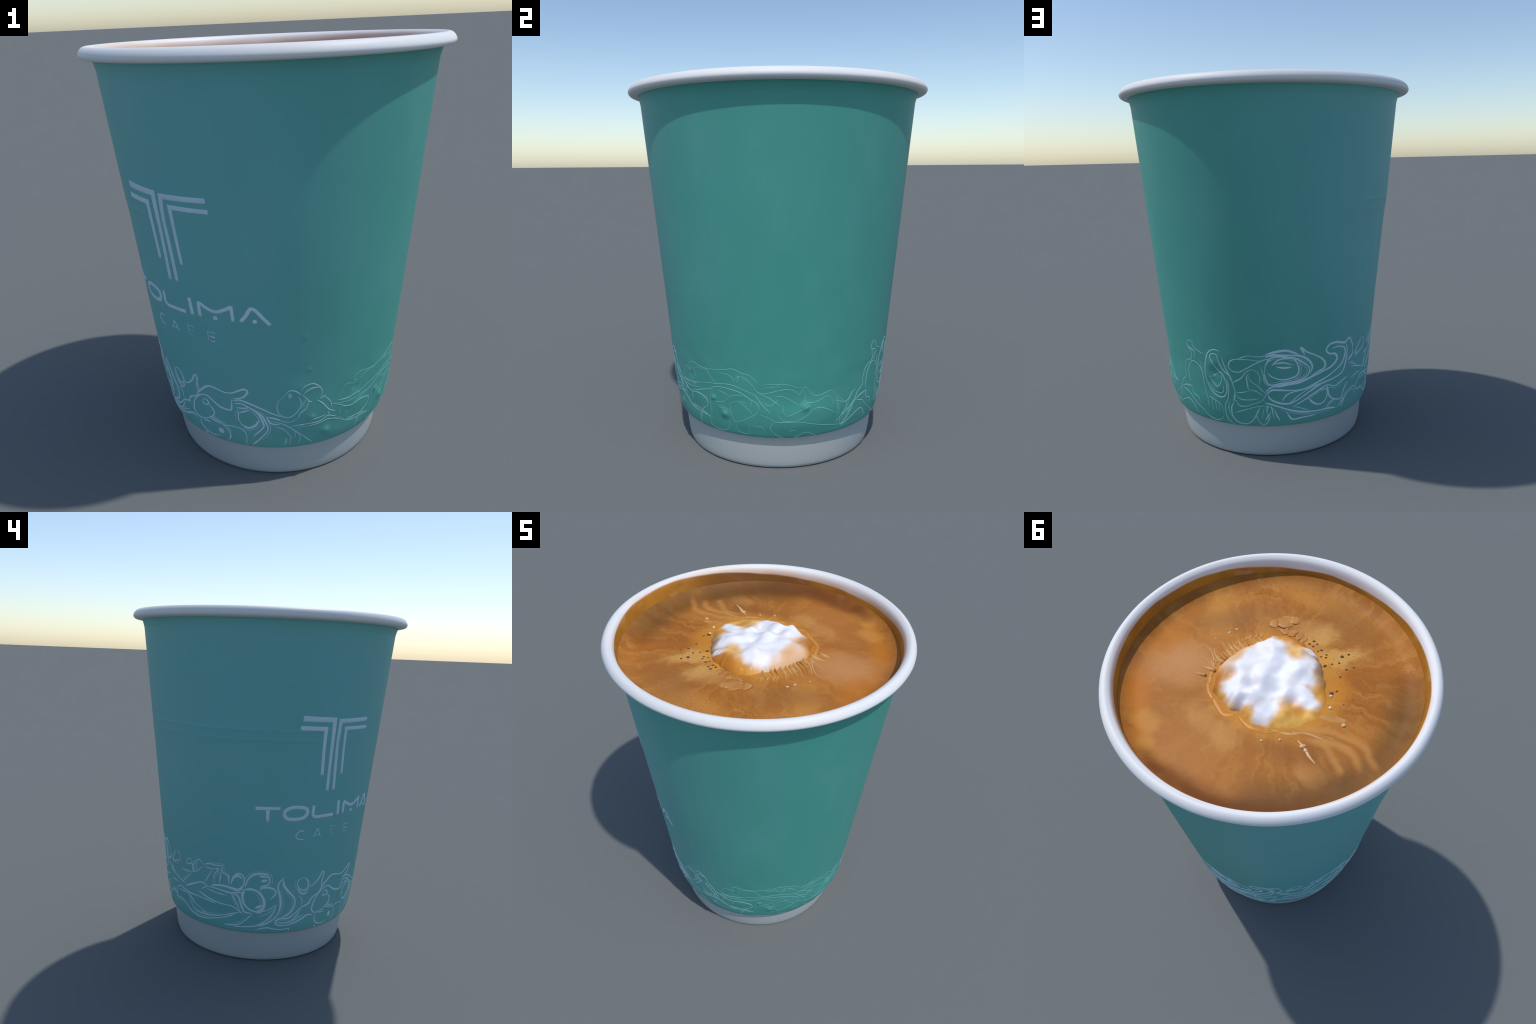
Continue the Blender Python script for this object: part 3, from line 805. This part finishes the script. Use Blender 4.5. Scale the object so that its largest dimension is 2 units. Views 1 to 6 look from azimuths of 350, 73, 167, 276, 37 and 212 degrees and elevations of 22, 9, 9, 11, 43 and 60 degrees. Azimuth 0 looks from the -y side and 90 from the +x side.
# ------------------------------------------------------------------ emblem and lettering
def printed(name, strokes, material=None, thick=0.0016):
    """strokes: lists of (degrees, height, width); straight runs are subdivided to hug the sleeve."""
    v, f = [], []
    for s in strokes:
        s = np.array(s, float)
        if len(s) and s.shape[1] == 4:       # smooth curve flagged by a fourth value
            flat = np.stack([np.radians(s[:, 0]) * 0.68, s[:, 1]], 1)
            c = catmull(flat, 0.006)
            w = np.full(len(c), s[0, 2])
            path = np.stack([np.degrees(c[:, 0] / 0.68), c[:, 1]], 1)
            ribbon(v, f, path, w / 2, thick, crisp=True)
            continue
        path, half = [], []
        for a, b in zip(s[:-1], s[1:]):
            n = max(2, int(math.hypot(math.radians(b[0] - a[0]) * 0.68, b[1] - a[1]) / 0.012))
            for t in np.linspace(0, 1, n, endpoint=False):
                q = a + (b - a) * t
                path.append(q[:2]); half.append(q[2] / 2)
        path.append(s[-1][:2]); half.append(s[-1][2] / 2)
        ribbon(v, f, path, np.array(half), thick, crisp=True)
    mesh_object(name, v, f, material or ink, sleeve)


def curve(width, *pts):
    return [(a, z, width, 1) for a, z in pts]


def dot(a, z, r):
    return [(a - math.degrees(r * k / 0.67), z, 2 * r * math.sqrt(max(1 - k * k, 0.06))) for k in np.linspace(1, -1, 9)]


# four bent bars make the tall emblem
printed("emblem_bar", [[(201.3, 1.4535, 0.031), (216.2, 1.4455, 0.028), (216.5, 1.25, 0.0215), (216.7, 1.052, 0.0205)]])
printed("emblem_bar", [[(200.4, 1.4035, 0.0245), (212.2, 1.3985, 0.0245), (212.4, 1.28, 0.021), (212.9, 1.142, 0.021)]])
printed("emblem_bar", [[(237.2, 1.4415, 0.0235), (219.6, 1.4385, 0.025), (219.2, 1.33, 0.0215), (219.6, 1.24, 0.0215), (220.35, 1.054, 0.021)]])
printed("emblem_bar", [[(237.7, 1.3965, 0.0205), (223.1, 1.3975, 0.022), (223.4, 1.28, 0.0185), (224.1, 1.142, 0.0165)]])

printed("letter", [[(182.4, 0.9598, 0.0215), (194.0, 0.9618, 0.017)], [(188.2, 0.951, 0.0225), (188.3, 0.885, 0.017)]])
printed("letter", [curve(0.0215, (195.9, 0.931), (196.8, 0.951), (199.6, 0.966), (204.8, 0.964), (206.9, 0.954), (207.4, 0.937), (206.7, 0.916), (204.9, 0.903), (200.3, 0.8985), (197.2, 0.906), (195.9, 0.931))])
printed("letter", [curve(0.0195, (210.4, 0.973), (210.35, 0.94), (210.5, 0.918), (211.8, 0.907), (214.5, 0.9065), (222.2, 0.909))])
printed("letter", [[(224.85, 0.987, 0.0195), (225.4, 0.903, 0.020)]])
printed("letter", [[(228.95, 0.9045, 0.019), (228.9, 0.974, 0.0175)], curve(0.0175, (228.6, 0.974), (230.0, 0.969), (232.2, 0.954), (235.7, 0.943), (239.1, 0.957), (242.3, 0.978)), [(242.1, 0.981, 0.016), (242.4, 0.906, 0.016)], dot(235.5, 0.911, 0.0115)])
printed("letter", [curve(0.0175, (245.3, 0.909), (247.4, 0.940), (249.3, 0.974), (250.5, 0.970), (253.8, 0.925), (256.0, 0.896)), dot(250.5, 0.9123, 0.010)])
printed("small_letter", [curve(0.0065, (206.5, 0.822), (204.9, 0.831), (203.0, 0.8135), (202.5, 0.798), (203.7, 0.783), (206.6, 0.777))])
printed("small_letter", [[(211.6, 0.7825, 0.005), (214.0, 0.835, 0.005), (216.05, 0.783, 0.005)], [(212.7, 0.7965, 0.004), (215.2, 0.7985, 0.004)]])
printed("small_letter", [[(222.15, 0.79, 0.005), (221.9, 0.841, 0.005), (225.0, 0.836, 0.005)], [(222.1, 0.815, 0.004), (224.2, 0.815, 0.004)], [(222.1, 0.791, 0.0035), (224.1, 0.7915, 0.0035)]], ink_mid)
printed("small_letter", [[(231.3, 0.788, 0.003), (231.3, 0.834, 0.003), (234.7, 0.8326, 0.003)], [(232.1, 0.811, 0.0065), (234.25, 0.809, 0.0065)], [(232.0, 0.788, 0.004), (234.2, 0.787, 0.004)]], ink)

# ------------------------------------------------------------------ coffee
def coffee_level(x, y):
    """Flat in the middle, climbing the wall in a soft curve, a little swollen on the +x -y side."""
    r = math.hypot(x, y)
    z = 1.887 - 0.040 * min(r, 0.68) ** 2
    z += 0.034 * max(0.0, (r - 0.645) / 0.095) ** 2.3
    z += 0.004 * math.exp(-((r - 0.29) / 0.10) ** 2)
    z += 0.014 * math.exp(-((x * 0.9 + y * 0.43 + 0.19) / 0.20) ** 2 - ((-x * 0.43 + y * 0.9 + 0.42) / 0.10) ** 2)
    z += 0.014 * math.exp(-((x - 0.17) ** 2 + (y + 0.56) ** 2) / 0.02)
    return z + 0.0015 * noise.noise(Vector((x * 7, y * 7, 0.3)))


def build_coffee():
    seg, rings, R = 200, 72, 0.7485
    verts, faces = [(0, 0, coffee_level(0, 0))], []
    for j in range(1, rings + 1):
        r = R * j / rings
        for i in range(seg):
            a = TAU * i / seg
            x, y = r * math.cos(a), r * math.sin(a)
            verts.append((x, y, coffee_level(x, y)))
    for i in range(seg):
        faces.append((0, 1 + i, 1 + (i + 1) % seg))
    for j in range(rings - 1):
        for i in range(seg):
            k = (i + 1) % seg
            a = 1 + j * seg
            faces.append((a + i, a + seg + i, a + seg + k, a + k))
    return mesh_object("coffee", verts, faces, crema, cup)


coffee = build_coffee()

# foam mound: outline by polar radius about its centre, lumps on top
FOAM_C = (-0.02, -0.015)
OUTLINE = [(0.138, -0.255), (0.059, -0.295), (-0.051, -0.282), (-0.143, -0.235), (-0.199, -0.168), (-0.262, -0.078), (-0.295, -0.032), (-0.31, 0.045), (-0.289, 0.127), (-0.225, 0.197), (-0.151, 0.245), (-0.059, 0.266), (0.0, 0.254), (0.035, 0.233), (0.075, 0.250), (0.141, 0.225), (0.203, 0.205), (0.243, 0.146), (0.268, 0.045), (0.248, -0.050), (0.212, -0.130), (0.172, -0.198)]
ang = np.array([math.atan2(y - FOAM_C[1], x - FOAM_C[0]) % TAU for x, y in OUTLINE])
rad = np.array([math.hypot(x - FOAM_C[0], y - FOAM_C[1]) for x, y in OUTLINE])
order = np.argsort(ang)
ang, rad = ang[order], rad[order]
MOUNDS = [(0.073, -0.140, 0.060, 0.010), (-0.051, -0.203, 0.030, 0.016), (-0.100, -0.089, 0.050, 0.024), (0.033, 0.030, 0.050, 0.016), (0.000, 0.155, 0.045, 0.022), (-0.114, 0.035, 0.035, 0.016), (0.085, 0.180, 0.042, 0.020), (-0.130, 0.175, 0.050, 0.008), (-0.212, 0.030, 0.040, 0.010), (0.142, 0.024, 0.050, 0.016), (0.10, 0.120, 0.040, 0.016),
          (0.038, 0.105, 0.026, -0.014), (-0.077, 0.060, 0.022, -0.010), (0.009, -0.150, 0.030, -0.010), (-0.165, 0.078, 0.026, -0.016), (0.169, 0.090, 0.028, -0.014), (-0.088, 0.108, 0.020, -0.012), (0.035, 0.190, 0.022, -0.016), (-0.02, -0.03, 0.03, -0.008)]


def foam_height(x, y, rho):
    base = max(0.014, 0.056 + 0.075 * max(x, 0) + 0.11 * min(x, 0) - 0.045 * y * float(smoothstep(0.1, -0.12, x)) - 0.015 * max(y, 0)) * (1 - rho ** 7.0) ** 0.8
    lump = sum(h * math.exp(-((x - cx) ** 2 + (y - cy) ** 2) / (s * s)) for cx, cy, s, h in MOUNDS)
    fade = float(smoothstep(1.0, 0.80, rho))
    small = 0.020 * noise.noise(Vector((x * 11, y * 11, 3.1))) + 0.003 * noise.noise(Vector((x * 26, y * 26, 5.1))) 
    return base + fade * (lump + small)


def build_foam():
    seg, rings = 220, 70
    verts, faces = [], []

    def put(x, y, rho):
        verts.append((x, y, coffee_level(x, y) - 0.003 + foam_height(x, y, rho)))
    put(*FOAM_C, 0.0)
    for j in range(1, rings + 1):
        rho = (j / rings) ** 0.85
        for i in range(seg):
            a = TAU * i / seg
            R = float(np.interp(a, ang, rad, period=TAU)) * (1 + 0.035 * noise.noise(Vector((math.cos(a) * 5, math.sin(a) * 5, 1.0))) + 0.018 * noise.noise(Vector((math.cos(a) * 14, math.sin(a) * 14, 1.0))))
            put(FOAM_C[0] + R * rho * math.cos(a), FOAM_C[1] + R * rho * math.sin(a), rho)
    for i in range(seg):
        faces.append((0, 1 + i, 1 + (i + 1) % seg))
    for j in range(rings - 1):
        for i in range(seg):
            k = (i + 1) % seg
            a = 1 + j * seg
            faces.append((a + i, a + seg + i, a + seg + k, a + k))
    return mesh_object("foam", verts, faces, foam_mat, coffee)


foam = build_foam()


def float_stroke(name, pts, width, height, material, taper="both", sink=0.002):
    """A soft rounded streak lying on the coffee, through (x, y) control points."""
    c = catmull(pts, 0.008)
    n = len(c)
    t = np.linspace(0, 1, n)
    if taper == "tip":
        prof = np.clip(1.02 - t ** 1.3, 0.06, 1)
    else:
        prof = np.clip(np.sin(np.pi * (0.06 + 0.88 * t)) ** 0.6, 0.1, 1)
    tg = np.gradient(c, axis=0)
    tg /= np.linalg.norm(tg, axis=1)[:, None] + 1e-9
    nor = np.stack([-tg[:, 1], tg[:, 0]], 1)
    verts, faces, k = [], [], 7
    for i in range(n):
        for u in np.linspace(-1, 1, k):
            q = c[i] + nor[i] * u * width / 2 * prof[i]
            h = height * prof[i] * (1 - u * u) - sink * u * u
            verts.append((q[0], q[1], coffee_level(q[0], q[1]) + h))
    for i in range(n - 1):
        for j in range(k - 1):
            a = i * k + j
            faces.append((a, a + k, a + k + 1, a + 1))
    faces.append(tuple(range(k)))
    faces.append(tuple((n - 1) * k + j for j in range(k))[::-1])
    return mesh_object(name, verts, faces, material, coffee)


# pointed foam fringe on the +x -y side
FRINGE = [(0.024, (0.160, -0.185), (0.200, -0.205), (0.237, -0.213)), (0.026, (0.185, -0.150), (0.226, -0.172), (0.262, -0.192)), (0.016, (0.200, -0.132), (0.240, -0.155), (0.268, -0.170)), (0.034, (0.212, -0.105), (0.262, -0.125), (0.299, -0.149)), (0.026, (0.230, -0.080), (0.275, -0.098), (0.318, -0.128)), (0.032, (0.240, -0.055), (0.295, -0.085), (0.340, -0.116)), (0.026, (0.250, -0.030), (0.308, -0.062), (0.358, -0.097)), (0.022, (0.258, -0.012), (0.312, -0.038), (0.348, -0.073)), (0.028, (0.268, 0.030), (0.325, 0.004), (0.376, -0.048)), (0.018, (0.265, 0.005), (0.322, -0.020), (0.364, -0.064)),
          (0.030, (0.275, 0.088), (0.330, 0.094), (0.368, 0.098)), (0.024, (0.300, 0.135), (0.350, 0.144), (0.378, 0.134))]
for w, *p in FRINGE:
    float_stroke("foam_spike", p, w * 0.9, 0.013, cream if w > 0.023 else tan, "tip")
float_stroke("foam_spike", [(0.314, 0.038), (0.36, -0.009), (0.40, -0.027), (0.434, -0.02)], 0.009, 0.004, cream_pale, "tip")
float_stroke("foam_spike", [(0.29, 0.075), (0.327, 0.053), (0.364, 0.042), (0.408, 0.036)], 0.008, 0.004, cream_pale, "tip")

# finer hairs between the spikes
for k in range(26):
    a = math.radians(-52 + 78 * (k + rng.random()) / 26)
    r0 = 0.292 + 0.012 * rng.random()
    ln = 0.02 + 0.035 * rng.random()
    bend = rng.uniform(-0.25, -0.02)
    float_stroke("foam_hair", [(r0 * math.cos(a), r0 * math.sin(a)), ((r0 + ln / 2) * math.cos(a + bend * 0.4 * ln * 8), (r0 + ln / 2) * math.sin(a + bend * 0.4 * ln * 8)), ((r0 + ln) * math.cos(a + bend * ln * 8), (r0 + ln) * math.sin(a + bend * ln * 8))], 0.007 + 0.006 * rng.random(), 0.003, cream, "tip")

# combed swirls of lighter crema on the -x +y side
SWIRLS = [ (0.012, cream_pale, (-0.286, 0.234), (-0.334, 0.254), (-0.371, 0.280), (-0.417, 0.300)), (0.034, tan, (-0.312, 0.066), (-0.371, 0.044), (-0.433, 0.024)), (0.012, cream, (-0.149, 0.248), (-0.231, 0.227), (-0.294, 0.184), (-0.390, 0.168)), (0.016, tan, (-0.275, 0.184), (-0.365, 0.158), (-0.433, 0.140))]
for w, mat, *p in SWIRLS:
    float_stroke("crema_swirl", p, w * 1.3, 0.0014, mat, sink=0.0008)


def pebble(name, x, y, size, material, flat=1.0, long=1.0, turn=0.0, parent=None, sink=0.35, rough=0.0):
    """A small rounded body half sunk in the coffee: bubbles, drops, grounds, curds."""
    seg, rings = 16, 9
    verts, faces = [], []
    z0 = coffee_level(x, y) + size * flat * (1 - 2 * sink)
    ct, st = math.cos(turn), math.sin(turn)
    for j in range(rings + 1):
        ph = math.pi * j / rings
        for i in range(seg):
            a = TAU * i / seg
            g = 1 + rough * noise.noise(Vector((2.1 * math.cos(a) + x * 90, 2.1 * math.sin(a), ph * 1.3)))
            u, v = size * g * long * math.sin(ph) * math.cos(a), size * g * math.sin(ph) * math.sin(a)
            verts.append((x + u * ct - v * st, y + u * st + v * ct, z0 + size * flat * math.cos(ph)))
    for j in range(rings):
        for i in range(seg):
            k = (i + 1) % seg
            faces.append((j * seg + i, (j + 1) * seg + i, (j + 1) * seg + k, j * seg + k))
    return mesh_object(name, verts, faces, material, parent or coffee)


for x, y, s in [(-0.328, -0.003, 0.010), (-0.430, 0.052, 0.014), (-0.298, -0.067, 0.010), (-0.250, 0.205, 0.005), (-0.143, 0.322, 0.009), (-0.214, 0.275, 0.009), (-0.184, -0.172, 0.006)]:
    pebble("bubble", x, y, s * 0.8, pearl, 0.55)
for x, y, s, t in [(0.339, -0.208, 0.006, 0.4), (0.358, -0.170, 0.006, 1.2), (0.399, -0.100, 0.004, 0.2), (-0.322, 0.250, 0.010, 0.8), (-0.345, 0.264, 0.006, 0.6), (0.118, -0.415, 0.006, 0.0)]:
    pebble("milk_drop", x, y, s, cream_pale, 0.5, 1.6, t)
for x, y, s in [(-0.227, -0.318, 0.0085), (-0.249, -0.349, 0.006), (-0.208, -0.246, 0.0055), (-0.183, -0.216, 0.007), (-0.235, -0.272, 0.005), (-0.154, -0.286, 0.005), (-0.161, -0.268, 0.005), (-0.137, -0.261, 0.005), (-0.118, -0.300, 0.006), (-0.107, -0.284, 0.004), (-0.045, -0.305, 0.006), (-0.079, -0.324, 0.005), (-0.055, -0.333, 0.006), (-0.068, -0.300, 0.006), (-0.281, -0.195, 0.005), (-0.285, -0.253, 0.005), (-0.311, -0.286, 0.005), (-0.374, -0.055, 0.004), (-0.397, -0.105, 0.003), (-0.309, -0.107, 0.005), (-0.293, -0.082, 0.010)]:
    pebble("coffee_ground", x, y, s, grounds, 0.2, 1.0 + 0.7 * rng.random(), rng.uniform(0.4, 1.4), sink=0.3)
# amber folds hugging the foam's foot
for w, *p in [(0.030, (0.045, 0.262), (0.085, 0.285), (0.140, 0.262), (0.190, 0.232)), (0.028, (0.190, 0.236), (0.232, 0.205), (0.268, 0.160)), (0.024, (0.255, 0.170), (0.282, 0.110), (0.285, 0.055)), (0.026, (0.02, 0.262), (-0.06, 0.285), (-0.15, 0.262)), (0.014, (-0.06, 0.292), (-0.13, 0.278), (-0.20, 0.232))]:
    float_stroke("crema_fold", p, w * 0.8, 0.0020, amber, sink=0.0005)
# curdled rosette and lobes beside the foam
CURDS = [(0.136, -0.369, 0.040, 1.2, 0.3), (0.185, -0.340, 0.026, 1.3, 1.2), (0.100, -0.405, 0.026, 1.2, -0.4), (0.125, -0.385, 0.020, 1.5, 1.0), (0.160, -0.375, 0.018, 1.4, 0.2), (0.105, -0.317, 0.018, 1.9, 0.1), (0.064, -0.326, 0.020, 1.6, 1.2), (0.024, -0.325, 0.020, 1.7, 1.5), (-0.003, -0.312, 0.016, 1.6, 1.3), (0.150, -0.400, 0.016, 1.6, 0.8), (0.118, -0.350, 0.016, 1.6, 2.0), (0.172, -0.362, 0.014, 1.5, 2.4)]
for k, (x, y, s, l, t) in enumerate(CURDS):
    pebble("milk_curd", x, y, s, tan, 0.15, l, t, sink=0.44, rough=0.5)
